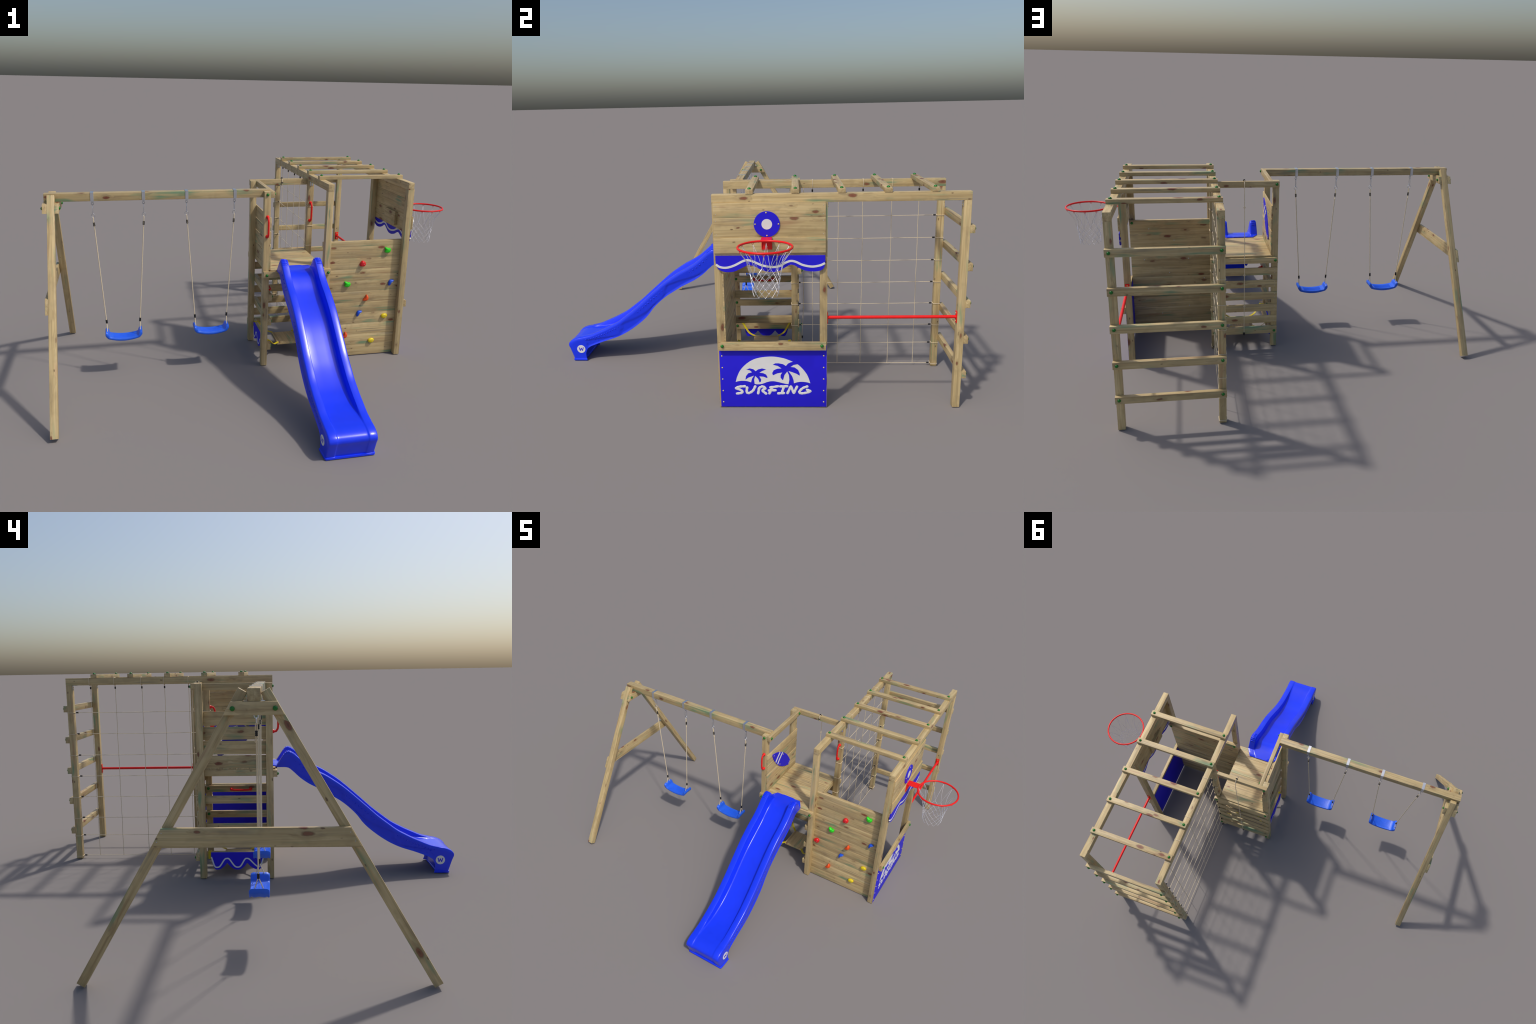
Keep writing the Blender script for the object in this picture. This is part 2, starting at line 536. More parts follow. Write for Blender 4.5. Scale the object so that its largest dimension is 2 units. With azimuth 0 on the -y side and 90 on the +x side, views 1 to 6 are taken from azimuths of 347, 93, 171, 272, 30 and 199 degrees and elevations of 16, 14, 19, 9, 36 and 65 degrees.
# rungs on both sides below the deck
low_rungs = {}
for side, (x0, x1, xf, d) in (("w", (XA[1], 0.0262, 0.0262, "+x")), ("e", (0.2655, XB[0], 0.2655, "-x"))):
    for k, z in enumerate((0.3565, 0.2285, 0.0980)):
        r = rail_with_caps("side_rung", (x0, x1, -0.0990, 0.2310, z - 0.0165, z + 0.0165),
                           [((xf, ya, z + 0.002), d), ((xf, ym, z + 0.002), d)])
        low_rungs[side, k] = r

# grab handles
def handle(p0, p1, out, parent=None, name="grab_handle"):
    p0, p1, out = Vector(p0), Vector(p1), Vector(out)
    ax = (p1 - p0).normalized()
    r = 0.0046
    a, b = p0 - ax * 0.002, p1 + ax * 0.002
    path = [a + out * 0.002, a + out * 0.013, a + out * 0.018 + ax * 0.005, a + out * 0.0235 + ax * 0.017,
            (a + b) / 2 + out * 0.0245, b + out * 0.0235 - ax * 0.017, b + out * 0.018 - ax * 0.005, b + out * 0.013, b + out * 0.002]
    geos = [tube_geo(smooth_path(path, 6), r, 10)]
    for q in (a, b):
        geos.append(tube_geo([q, q + out * 0.005, q + out * 0.0085], [0.0082, 0.0080, 0.0055], 14))
    return joined(name, geos, RED, parent)
handle((-0.0068, YF[0], 0.666), (-0.0068, YF[0], 0.7547), (0, -1, 0), posts["a"])
handle((0.2978, YM[0], 0.6645), (0.2978, YM[0], 0.7540), (0, -1, 0), posts["d"])
handle((0.0262, 0.0114, 0.358), (0.0262, 0.1027, 0.358), (1, 0, 0), low_rungs["w", 0])
handle((0.2655, 0.0118, 0.3545), (0.2655, 0.1014, 0.3545), (-1, 0, 0), low_rungs["e", 0])

# hanging plank seat below the deck on webbing straps
seat = wood("hanging_plank", 0.0895, 0.2065, 0.0060, 0.1330, 0.0560, 0.0690,)
def strap(p0, p1, sag):
    p0, p1 = Vector(p0), Vector(p1)
    mid = (p0 + p1) / 2 + Vector((0, 0, -sag))
    path = smooth_path([p0 + Vector((0, 0, -0.004)), p0, mid, p1], 8)
    hor = Vector((p1.y - p0.y, -(p1.x - p0.x), 0)).normalized()
    V, F = [], []
    for i, p in enumerate(path):
        t = (path[min(i + 1, len(path) - 1)] - path[max(i - 1, 0)]).normalized()
        n = t.cross(hor).normalized()
        for s, u in ((-1, -1), (1, -1), (1, 1), (-1, 1)):
            V.append(p + hor * s * 0.0055 + n * u * 0.0008)
    for i in range(len(path) - 1):
        for k in range(4):
            F.append((i * 4 + k, i * 4 + (k + 1) % 4, i * 4 + 4 + (k + 1) % 4, i * 4 + 4 + k))
    F += [(0, 1, 2, 3), tuple(len(V) - 4 + k for k in (3, 2, 1, 0))]
    make("webbing_strap", V, F, YELLOW, None, seat, angle=40)
for x, xr, px in ((0.0262, 0.028, 0.094), (0.2655, 0.2637, 0.202)):
    for y, py in ((-0.057, 0.0085), (0.190, 0.1305)):
        strap((xr, y, 0.1150), (px, py, 0.0700), 0.016)
        xo = XA[1] - 0.0010 if x < 0.1 else XB[0]          # outer face of the rung
        g = [(box_verts((xo, y - 0.0065, 0.0830), (xo + 0.0010, y + 0.0065, 0.1156)), BOX_F),
             (box_verts((min(xo, xr - 0.0005), y - 0.0065, 0.1146), (max(xo + 0.0010, xr + 0.0005), y + 0.0065, 0.1156)), BOX_F)]
        joined("strap_clasp", g, YELLOW, seat)

# wavy boards -----------------------------------------------------------------
def wavy_board(name, M, outline, stripe, w, t, both=True):
    b = plate(name, outline, t, PANEL_BLUE, M)
    plate("wave_stripe", ribbon(stripe, w), t + (0.0012 if both else 0.0002), WHITE, M @ Matrix.Translation((0, 0, -0.0006 if both else 0.0004)), b)
    return b
# low one on the west side, scalloped with sharp cusps
def west_skirt():
    bottoms, cusps, ends = (0.1590, 0.0640, -0.0330), (0.1115, 0.0200), (0.1840, -0.0535)
    def lower(y):
        lim = [ends[0]] + list(cusps) + [ends[1]]
        for i in range(3):
            if lim[i + 1] - 1e-9 <= y <= lim[i] + 1e-9:
                c = bottoms[i]
                half = (lim[i] - c) if y > c else (c - lim[i + 1])
                edge = 0.088 if (y > c and i == 0) or (y < c and i == 2) else 0.0655
                s = abs(y - c) / half
                return 0.0325 + (edge - 0.0325) * (s ** 2.3 if edge > 0.08 else s ** 2.1)
        return 0.09
    ys = [ends[0] + (ends[1] - ends[0]) * k / 72 for k in range(73)]
    out = [(ends[0], 0.1135)] + [(y, lower(y)) for y in ys] + [(ends[1], 0.1135)]
    st = smooth_path([(0.1830, 0.0930, 0), (0.1790, 0.0800, 0), (0.1690, 0.0500, 0), (0.1580, 0.0440, 0), (0.1440, 0.0500, 0),
                      (0.1240, 0.0800, 0), (0.1125, 0.0855, 0), (0.1010, 0.0820, 0), (0.0790, 0.0515, 0), (0.0640, 0.0445, 0), (0.0495, 0.0510, 0),
                      (0.0310, 0.0810, 0), (0.0205, 0.0855, 0), (0.0090, 0.0810, 0), (-0.0170, 0.0545, 0), (-0.0330, 0.0460, 0), (-0.0440, 0.0580, 0), (-0.0525, 0.0850, 0)], 5)
    M = frame((0.0075, 0, 0), (0, -1, 0), (0, 0, 1))          # local z = -x
    wavy_board("wavy_skirt", M, [(-a, b) for a, b in out], [(-p.x, p.y) for p in st], 0.0062, 0.0060, False)
west_skirt()

# ---------------------------------------------------------------- shop front
def shop():
    # back board
    for x0, x1, z0, z1 in ((XC[1], 0.7265, 0.8135, 0.8720), (XC[1], 0.7265, 0.7330, 0.8130), (XC[1], 0.7263, 0.6437, 0.7325)):
        b = wood("back_board", x0, x1, -0.0970, 0.3415, z0, z1, bevel=0.0008)
        for y in (-0.087, 0.333):
            for z in (z0 + 0.013, z1 - 0.013):
                cap(PINSCREW, (x1, y, z), "+x", b)
    wood("back_board", 0.7265, 0.7330, -0.0985, 0.3415, 0.6720, 0.7345)
    wood("backing_block", 0.7055, XC[1], 0.0500, 0.1730, 0.6600, 0.7300)
    M = frame((0.7265, 0.1125, 0.7870), (0, 1, 0), (0, 0, 1))
    disc = plate("target_disc", circle((0, 0), 0.0510, 64), 0.0035, PANEL_BLUE, M)
    plate("disc_centre", circle((0, 0), 0.0207, 40), 0.0042, WHITE, M, disc)
    for dy, dz in ((-0.002, 0.0455), (-0.0455, 0.0005), (0.0455, 0.0005), (0.0, -0.0450)):
        cap(SCREW, (0.7300, 0.1125 + dy, 0.7870 + dz), "+x", disc)
    # awning
    low = [(-0.0941, 0.6615), (-0.0935, 0.6333), (-0.0850, 0.6100), (-0.0700, 0.6000), (-0.0500, 0.5953), (-0.0219, 0.5974), (0.0065, 0.6101), (0.0292, 0.6215),
           (0.0400, 0.6235), (0.0625, 0.6168), (0.0900, 0.6022), (0.1233, 0.5946), (0.1540, 0.5972), (0.1820, 0.6128),
           (0.2015, 0.6230), (0.2181, 0.6211), (0.2374, 0.6095), (0.2623, 0.5991), (0.2928, 0.5951), (0.3191, 0.5985), (0.3335, 0.6085), (0.3397, 0.6291), (0.3397, 0.6605)]
    st = [(-0.0925, 0.6270, 0), (-0.0773, 0.6167, 0), (-0.0522, 0.6136, 0), (-0.0211, 0.6220, 0), (0.0158, 0.6403, 0), (0.0353, 0.6436, 0), (0.0574, 0.6370, 0),
          (0.0904, 0.6223, 0), (0.1292, 0.6148, 0), (0.1598, 0.6190, 0), (0.1850, 0.6329, 0), (0.2045, 0.6390, 0), (0.2238, 0.6354, 0),
          (0.2513, 0.6223, 0), (0.2873, 0.6153, 0), (0.3190, 0.6200, 0), (0.3385, 0.6290, 0)]
    out = [low[0]] + [(p.x, p.y) for p in smooth_path([(a, b, 0) for a, b in low[1:-1]], 5)] + [low[-1]]
    aw = wavy_board("wavy_awning", frame((0.7268, 0, 0), (0, 1, 0), (0, 0, 1)), out, smooth_path(st, 6), 0.0088, 0.0045)
    # counter
    panel = make("shop_panel", box_verts((0.7190, -0.0965, 0.0010), (0.7217, 0.3475, 0.2780)), BOX_F, PANEL_BLUE, angle=30, bevel=0.0008)
    for y in (-0.0858, 0.3352):
        for z in (0.2320, 0.1798, 0.1278, 0.0752, 0.0237):
            cap(SCREW, (0.7217, y, z), "+x", panel)
    rail_with_caps("counter_rail", (0.7217, 0.7390, -0.0960, 0.3440, 0.2625, 0.2955),
                   [((0.7390, -0.0805, 0.2825), "+x"), ((0.7390, 0.3272, 0.2825), "+x")])
    # sun and palms emblem
    P = frame((0.7217, 0, 0), (0, 1, 0), (0, 0, 1))
    dome = [(-0.0317, 0.1151), (-0.0257, 0.1372), (-0.0119, 0.1671), (0.0101, 0.1923), (0.0382, 0.2128), (0.0723, 0.2245), (0.1208, 0.2290),
            (0.1607, 0.2234), (0.1879, 0.2147), (0.2235, 0.1969), (0.2444, 0.1782), (0.2632, 0.1530), (0.2736, 0.1300), (0.2795, 0.1087)]
    sea = [(0.2795, 0.1087), (0.2651, 0.1133), (0.2440, 0.1157), (0.2270, 0.1138), (0.2117, 0.1087), (0.2014, 0.1046), (0.1881, 0.1046), (0.1696, 0.1081), (0.1442, 0.1150),
           (0.1230, 0.1185), (0.1017, 0.1151), (0.0802, 0.1069), (0.0609, 0.1042), (0.0471, 0.1065), (0.0313, 0.1135), (0.0165, 0.1186), (-0.0027, 0.1204), (-0.0199, 0.1186), (-0.0317, 0.1151)]
    cr = lambda q: [(p.x, p.y) for p in smooth_path([(a, b, 0) for a, b in q], 4)]
    sun = plate("sun_emblem", cr(dome) + cr(sea)[1:-1], 0.0006, WHITE, P, panel)
    palm_a = [(0.0528, 0.1636), (0.0626, 0.1716), (0.0796, 0.1762), (0.0971, 0.1720), (0.0794, 0.1647), (0.0681, 0.1567), (0.0834, 0.1550), (0.0960, 0.1486), (0.1017, 0.1370), (0.0999, 0.1329),
              (0.0852, 0.1394), (0.0678, 0.1405), (0.0753, 0.1255), (0.0729, 0.1162), (0.0679, 0.1128), (0.0626, 0.1290), (0.0502, 0.1429), (0.0454, 0.1255), (0.0471, 0.1058), (0.0395, 0.1000),
              (0.0289, 0.1030), (0.0323, 0.1135), (0.0370, 0.1302), (0.0455, 0.1440), (0.0212, 0.1348), (0.0092, 0.1255), (0.0118, 0.1417), (0.0218, 0.1544), (0.0378, 0.1590), (0.0285, 0.1682),
              (0.0138, 0.1717), (0.0288, 0.1767), (0.0435, 0.1728)]
    palm_b = [(0.1791, 0.1870), (0.1877, 0.1977), (0.1983, 0.2033), (0.2120, 0.2065), (0.2267, 0.2075), (0.2290, 0.1955), (0.2108, 0.1919), (0.1981, 0.1828), (0.2149, 0.1805), (0.2295, 0.1691),
              (0.2358, 0.1530), (0.2357, 0.1434), (0.2231, 0.1519), (0.2041, 0.1599), (0.1894, 0.1645), (0.2039, 0.1415), (0.2101, 0.1231), (0.2117, 0.1070), (0.2014, 0.0990), (0.1880, 0.1020),
              (0.1928, 0.1254), (0.1909, 0.1462), (0.1841, 0.1623), (0.1723, 0.1462), (0.1667, 0.1254), (0.1635, 0.1243), (0.1562, 0.1347), (0.1564, 0.1462), (0.1635, 0.1582), (0.1427, 0.1543),
              (0.1246, 0.1455), (0.1216, 0.1554), (0.1281, 0.1681), (0.1431, 0.1749), (0.1610, 0.1760), (0.1454, 0.1875), (0.1244, 0.1932), (0.1350, 0.1989), (0.1498, 0.1989), (0.1666, 0.1954)]
    for q in (palm_a, palm_b):
        plate("palm_emblem", q, 0.0010, PANEL_BLUE, P, panel)
    # brush lettering, one mesh per letter
    letters = {
        "s": [[(0.0072, 0.0949), (-0.0164, 0.0930), (-0.0316, 0.0860), (-0.0189, 0.0813), (-0.0063, 0.0731), (-0.0087, 0.0649), (-0.0292, 0.0614)]],
        "u": [[(0.0152, 0.0907), (0.0133, 0.0696), (0.0213, 0.0638), (0.0388, 0.0743), (0.0500, 0.0953)]],
        "r": [[(0.0652, 0.0860), (0.0609, 0.0614)], [(0.0669, 0.0883), (0.0809, 0.0941), (0.0914, 0.0848), (0.0795, 0.0755), (0.0952, 0.0603)]],
        "f": [[(0.1118, 0.0895), (0.1460, 0.0948)], [(0.1203, 0.0883), (0.1080, 0.0614)], [(0.1051, 0.0755), (0.1350, 0.0767)]],
        "i": [[(0.1535, 0.0941), (0.1843, 0.0948)], [(0.1694, 0.0930), (0.1605, 0.0638)], [(0.1444, 0.0622), (0.1701, 0.0638)]],
        "n": [[(0.1839, 0.0626), (0.1992, 0.0953)], [(0.1992, 0.0930), (0.2106, 0.0638)], [(0.2106, 0.0638), (0.2247, 0.0941)]],
        "g": [[(0.2682, 0.0941), (0.2480, 0.0860), (0.2341, 0.0697), (0.2415, 0.0627), (0.2607, 0.0650), (0.2798, 0.0720), (0.2650, 0.0790)]],
    }
    for ch, strokes in letters.items():
        lettering(strokes, 0.0053, P, WHITE, panel, 0.13)
    return panel

def lettering(strokes, r, M, mat, parent, flat):
    geos = []
    for s in strokes:
        p = smooth_path([(a, b, 0.0) for a, b in s], 6)
        if len(p) == 2:
            p = [p[0].lerp(p[1], k / 6) for k in range(7)]
        # round ends
        d0, d1 = (p[0] - p[1]).normalized(), (p[-1] - p[-2]).normalized()
        pts = [p[0] + d0 * r * 0.7, p[0] + d0 * r * 0.45] + p + [p[-1] + d1 * r * 0.45, p[-1] + d1 * r * 0.7]
        rr = [r * 0.45, r * 0.8] + [r * (1 + 0.10 * math.sin(i * 1.7)) for i in range(len(p))] + [r * 0.8, r * 0.45]
        geos.append(tube_geo(pts, rr, 12, squash=(Vector((0, 0, 1)), flat)))
    return joined("letter", geos, mat, parent, M)
SHOP = shop()

# basketball hoop ---------------------------------------------------------------
def hoop():
    c = Vector((0.8930, 0.1115, 0.7345))
    R, r = 0.1005, 0.0043
    rim = tube("basketball_rim", ring_pts(c, R, 72), r, RED, 10, closed=True)
    g = [(box_verts((0.7330, 0.0905, 0.6870), (0.7360, 0.1320, 0.7365)), BOX_F),
         (box_verts((0.7360, 0.0905, 0.7335), (0.7965, 0.1320, 0.7365)), BOX_F)]
    for y in (0.0912, 0.1300):       # gussets
        g.append(([(0.7360, y, 0.7335), (0.7480, y, 0.7335), (0.7360, y, 0.6900), (0.7360, y + 0.0018, 0.7335), (0.7480, y + 0.0018, 0.7335), (0.7360, y + 0.0018, 0.6900)],
                  [(0, 1, 2), (5, 4, 3), (0, 3, 4, 1), (1, 4, 5, 2), (2, 5, 3, 0)]))
    joined("hoop_bracket", g, RED, rim, angle=30)
    for y, z in ((0.098, 0.7300), (0.125, 0.7300), (0.1115, 0.6990)):
        cap(SCREW, (0.7360, y, z), "+x", rim)
    n = 12
    def pt(i, rad, z):
        a = 2 * math.pi * i / n
        return Vector((c.x + rad * math.cos(a), c.y + rad * math.sin(a), z))
    hooks = [tube_geo(ring_pts((0, 0, 0), 0.0032, 10, "x"), 0.0009, 6, True) for _ in range(n)]
    hk = []
    for i, (v, f) in enumerate(hooks):
        q = pt(i, R + 0.0015, c.z - 0.0065)
        a = 2 * math.pi * i / n
        rot = Matrix.Rotation(a, 3, "Z")
        hk.append(([rot @ p + q for p in v], f))
    joined("net_hook", hk, RED, rim, stuff=True)
    # cord net: long Vs at the top, then diamonds
    levels = [(R + 0.001, c.z - 0.009), (0.0590, 0.6380), (0.0560, 0.6210), (0.0535, 0.6040), (0.0515, 0.5870), (0.0500, 0.5700), (0.0485, 0.5530)]
    geos = []
    rr = 0.00075
    for L in range(len(levels) - 1):
        (r0, z0), (r1, z1) = levels[L], levels[L + 1]
        off = 0.5 * (L % 2)
        for i in range(n):
            p0 = pt(i + off, r0, z0)
            for s in (-0.5, 0.5):
                p1 = pt(i + off + s, r1, z1)
                geos.append(tube_geo([p0, p0.lerp(p1, 0.5) + Vector((c.x - p0.x, c.y - p0.y, 0)) * (0.10 if L == 0 else 0.0), p1], rr, 5))
    joined("basketball_net", geos, NETMAT, rim, stuff=True)
hoop()

# climbing wall --------------------------------------------------------------
nz, wz0, wz1 = 10, 0.0015, 0.5880
for k in range(nz):
    z0, z1 = wz0 + (wz1 - wz0) * k / nz, wz0 + (wz1 - wz0) * (k + 1) / nz
    wood("wall_plank", XB[0] + 0.0005, XC[1] - 0.0005, YF[1], -0.0660, z0 + 0.0001, z1 - 0.0001, bevel=0.0005)
wall_rail = wood("wall_rail", XB[0] + 0.0005, XC[1] - 0.0005, YF[1], -0.0535, wz1, 0.6148)
for x in (0.2985, 0.7063):
    cap(BOLT, (x, -0.0535, 0.6010), "+y", wall_rail)

HOLD_OUTLINE = {     # local outlines in metres, x right, y up
    "yellow": [(0.0155, 0.0005), (0.010, 0.0100), (-0.002, 0.0115), (-0.0130, 0.0065), (-0.0150, -0.003), (-0.007, -0.0105), (0.006, -0.0105)],
    "red": [(0.0145, -0.001), (0.0095, 0.0100), (-0.003, 0.0140), (-0.0125, 0.003), (-0.0135, -0.0090), (-0.005, -0.0125), (0.0085, -0.0110)],
    "green": [(0.0145, 0.001), (0.0105, 0.0090), (0.0020, 0.0085), (-0.006, 0.0130), (-0.0145, 0.0125), (-0.0120, 0.002), (-0.0140, -0.0080), (-0.004, -0.0130), (0.0105, -0.0100)],
    "orange": [(0.0125, 0.003), (0.0075, 0.0130), (0.0020, 0.0150), (-0.004, 0.003), (-0.0125, -0.0090), (-0.0120, -0.0125), (0.001, -0.0130), (0.0105, -0.007)],
    "blue": [(0.0145, 0.0105), (0.0060, 0.0125), (-0.0050, 0.0115), (-0.0110, 0.001), (-0.0105, -0.0145), (-0.005, -0.0140), (-0.001, -0.002), (0.0060, 0.0050)],
}
HOLD_MESH = {}
for kind, outl in HOLD_OUTLINE.items():
    ring = smooth_path([(a * 1.1, b * 1.1, 0) for a, b in outl], 5, closed=True)
    cx = sum((p for p in ring), Vector()) / len(ring)
    depth = {"yellow": 0.012, "red": 0.017, "green": 0.015, "orange": 0.017, "blue": 0.015}[kind]
    V, F = [], []
    steps = [(0.94, 0), (1.0, 0.25), (0.98, 0.5), (0.88, 0.76), (0.66, 0.94), (0.30, 1.0)]
    for s, h in steps:
        for p in ring:
            q = cx + (p - cx) * s
            lump = 1 + 0.10 * noise.noise(Vector((p.x * 140, p.y * 140, h * 2 + len(kind))))
            V.append((q.x, q.y, depth * h * lump))
    m = len(ring)
    for i in range(len(steps) - 1):
        F += [(i * m + k, i * m + (k + 1) % m, (i + 1) * m + (k + 1) % m, (i + 1) * m + k) for k in range(m)]
    F += [tuple(range(m))[::-1], tuple((len(steps) - 1) * m + k for k in range(m))]
    me = bpy.data.meshes.new("climbing_hold")
    me.from_pydata([tuple(v) for v in V], [], F)
    for p in me.polygons:
        p.use_smooth = True
    me.materials.append(HOLD[kind])
    HOLD_MESH[kind] = (me, depth)
HOLD_SCREW = dome_mesh("hold_screw", 0.0028, 0.0012, STEEL, 12, 3, 0.0004)
for kind, x, z, rot in (("green", 0.6215, 0.5645, 0), ("red", 0.4930, 0.4992, 0), ("green", 0.4190, 0.3950, 0), ("red", 0.3370, 0.2790, -30),
                        ("blue", 0.6525, 0.3935, 0), ("orange", 0.5225, 0.3165, 0), ("blue", 0.4910, 0.2355, 0), ("yellow", 0.6315, 0.2116, 0),
                        ("orange", 0.4210, 0.1190, 0), ("yellow", 0.5695, 0.0786, 0)):
    me, dp = HOLD_MESH[kind]
    M = frame((x, YF[1], z), (1, 0, 0), (0, 0, 1)) @ Matrix.Rotation(math.radians(rot), 4, "Z")
    o = place(bpy.data.objects.new("climbing_hold", me), M)
    cap(HOLD_SCREW, (x, -0.0660, z), "+y", o)
    place(bpy.data.objects.new("hold_screw", HOLD_SCREW), M @ Matrix.Translation((0.003, 0.0, dp * 0.93)), o)

# red turning bar ----------------------------------------------------------------
bar = tube("turning_bar", [(0.7070, YS[1] + 0.002, 0.3940), (0.7070, 0.6, 0.3940), (0.7070, YL[0] - 0.002, 0.3940)], 0.0066, RED, 16)
for y0, y1, d in ((YS[1], YS[1] + 0.0030, "+y"), (YL[0] - 0.0030, YL[0], "-y")):
    make("bar_flange", box_verts((0.6970, y0, 0.3700), (0.7170, y1, 0.4180)), BOX_F, RED, None, bar, angle=30, bevel=0.0008)
    for z in (0.378, 0.410):
        cap(SCREW, (0.7070, y1 if d == "+y" else y0, z), d, bar)

# ------------------------------------------------------------------ rope net
def rope_net():
    x = 0.3030
    rows = (0.7370, 0.6325, 0.5265, 0.4210, 0.3160, 0.2095, 0.1180, 0.0120)
    cols = (0.3030, 0.4210, 0.5320, 0.6625, 0.7835)
    r = 0.00125
    par = None
    for z in rows:
        sag = 0.0012
        pts = [(x, YM[1] + 0.002, z), (x, 0.40, z - sag * 0.6), (x, 0.55, z - sag), (x, 0.70, z - sag * 0.6), (x, YL[0] - 0.002, z)]
        o = tube("net_rope", smooth_path(pts, 4), r, ROPE, 6)
        # wraps round both posts
        e = 0.0012
        for y0, y1 in (YM, YL):
            loop = [(XB[0] - e, y0 - e, z), (XB[1] + e, y0 - e, z), (XB[1] + e, y1 + e, z), (XB[0] - e, y1 + e, z)]
            pts = []
            for a, b in zip(loop, loop[1:] + loop[:1]):
                pts += [Vector(a).lerp(Vector(b), t) for t in (0.02, 0.98)]
            tube("net_rope", pts, r, ROPE, 6, closed=True, parent=o)
        for y in (YM[1] + 0.0085, YL[0] - 0.0125):
            tube("rope_clamp", [(x, y - 0.0055, z), (x, y + 0.0055, z)], 0.0036, BLACK, 10, parent=o)
    for y in cols:
        pts = [(x, y, rows[-1])] + [(x + 0.0006, y + 0.0008 * math.sin(i * 2.1 + y * 9), (rows[-1] + (0.87 - rows[-1]) * i / 10)) for i in range(1, 10)] + [(x, y, 0.8690)]
        o = tube("net_rope", pts, r, ROPE, 6)
        e = 0.0012
        loop = [(XB[0] - e, y, BEAM[0] - e), (XB[1] + e, y, BEAM[0] - e), (XB[1] + e, y, BEAM[1] + e), (XB[0] - e, y, BEAM[1] + e)]
        pts = []
        for a, b in zip(loop, loop[1:] + loop[:1]):
            pts += [Vector(a).lerp(Vector(b), t) for t in (0.02, 0.98)]
        tube("net_rope", pts, r, ROPE, 6, closed=True, parent=o)
        tube("rope_clamp", [(x, y, 0.8500), (x, y, 0.8610)], 0.0036, BLACK, 10, parent=o)
rope_net()

# knotted climbing rope behind the tower -------------------------------------
def climbing_rope():
    x, y = 0.1490, 0.2620
    pts = [(x, y - 0.006, 0.8770), (x, y + 0.003, 0.8550), (x, y + 0.005, 0.75), (x - 0.001, y + 0.003, 0.50), (x + 0.0005, y - 0.001, 0.25), (x, y - 0.008, 0.0900)]
    o = tube("climbing_rope", smooth_path(pts, 8), 0.0015, ROPE, 7)
    for z in (0.7540, 0.5740, 0.4090, 0.2430):
        t = (z - 0.09) / 0.78
        tube("rope_knot", ring_pts((x, y + 0.002, z), 0.0042, 14, "y"), 0.0012, ROPE, 6, True, o)
    e = 0.0018
    loop = [(x, YM[1] - e, 0.8450), (x, YM[1] - e, 0.8785), (x, 0.2505 + e, 0.8785), (x, 0.2505 + e, 0.8450)]
    pts = []
    for a, b in zip(loop, loop[1:] + loop[:1]):
        pts += [Vector(a).lerp(Vector(b), t) for t in (0.03, 0.97)]
    tube("climbing_rope", pts, 0.0018, ROPE, 6, True, o)
    for p in ((x, 0.2415, 0.8810), (x, YM[1] - 0.0035, 0.8600)):
        tube("rope_clamp", ring_pts(p, 0.0032, 14, "y" if p[2] > 0.87 else "z"), 0.0024, BLACK, 8, True, o)
    tube("rope_clamp", [(x, 0.2530, 0.0790), (x, 0.2550, 0.0920)], 0.0048, BLACK, 10, parent=o)
climbing_rope()

# ------------------------------------------------------------------ the slide
def interp(tab, y):
    tab = sorted(tab)
    if y <= tab[0][0]:
        return tab[0][1]
    for (a, va), (b, vb) in zip(tab, tab[1:]):
        if y <= b:
            return va + (vb - va) * (y - a) / (b - a)
    return tab[-1][1]

TOP = [(-0.1160, 0.5050), (-0.1200, 0.5080), (-0.1530, 0.5570), (-0.1730, 0.5680), (-0.1970, 0.5560), (-0.2230, 0.5335), (-0.2600, 0.5025), (-0.3000, 0.4775), (-0.3400, 0.4565), (-0.3750, 0.4345), (-0.4100, 0.4105),
       (-0.4450, 0.3825), (-0.4890, 0.3445), (-0.5320, 0.3065), (-0.5760, 0.2675), (-0.6200, 0.2335), (-0.6640, 0.2010), (-0.7000, 0.1810), (-0.7350, 0.1635), (-0.7730, 0.1470), (-0.8100, 0.1315), (-0.8450, 0.1225)]
BOT = [(-0.107, 0.5000), (-0.122, 0.4975), (-0.166, 0.4960), (-0.187, 0.4825), (-0.223, 0.4493), (-0.259, 0.4235), (-0.295, 0.4045), (-0.333, 0.3855), (-0.374, 0.3603), (-0.410, 0.3375), (-0.446, 0.3085),
       (-0.479, 0.2755), (-0.504, 0.2430), (-0.5315, 0.2150), (-0.578, 0.1780), (-0.629, 0.1455), (-0.680, 0.1215), (-0.740, 0.1020), (-0.789, 0.0840), (-0.8115, 0.0750)]
FLOOR = [(-0.0715, 0.5060), (-0.1250, 0.5060), (-0.1500, 0.5050), (-0.1730, 0.5015), (-0.1970, 0.4915), (-0.2230, 0.4735), (-0.2600, 0.4445), (-0.3000, 0.4195), (-0.3400, 0.3965),
         (-0.3750, 0.3755), (-0.4100, 0.3525), (-0.4450, 0.3255), (-0.4890, 0.2875), (-0.5320, 0.2495), (-0.5760, 0.2135), (-0.6200, 0.1835), (-0.6640, 0.1585), (-0.7000, 0.1435), (-0.7350, 0.1315),
         (-0.7730, 0.1245), (-0.8100, 0.1200), (-0.8480, 0.1172)]
SX = (0.0405, 0.2398)

def flank(y):
    """Share of the flank height where a moulded tongue ends: three sweeps down the slide."""
    for a, b in ((-0.195, -0.425), (-0.425, -0.655), (-0.655, -0.845)):
        if b <= y <= a:
            t = (a - y) / (a - b)
            return 0.92 - 0.70 * t ** 1.4 if t < 0.93 else 0.92 - 0.70 * 0.9 + (t - 0.93) / 0.07 * 0.63
    return 2.0

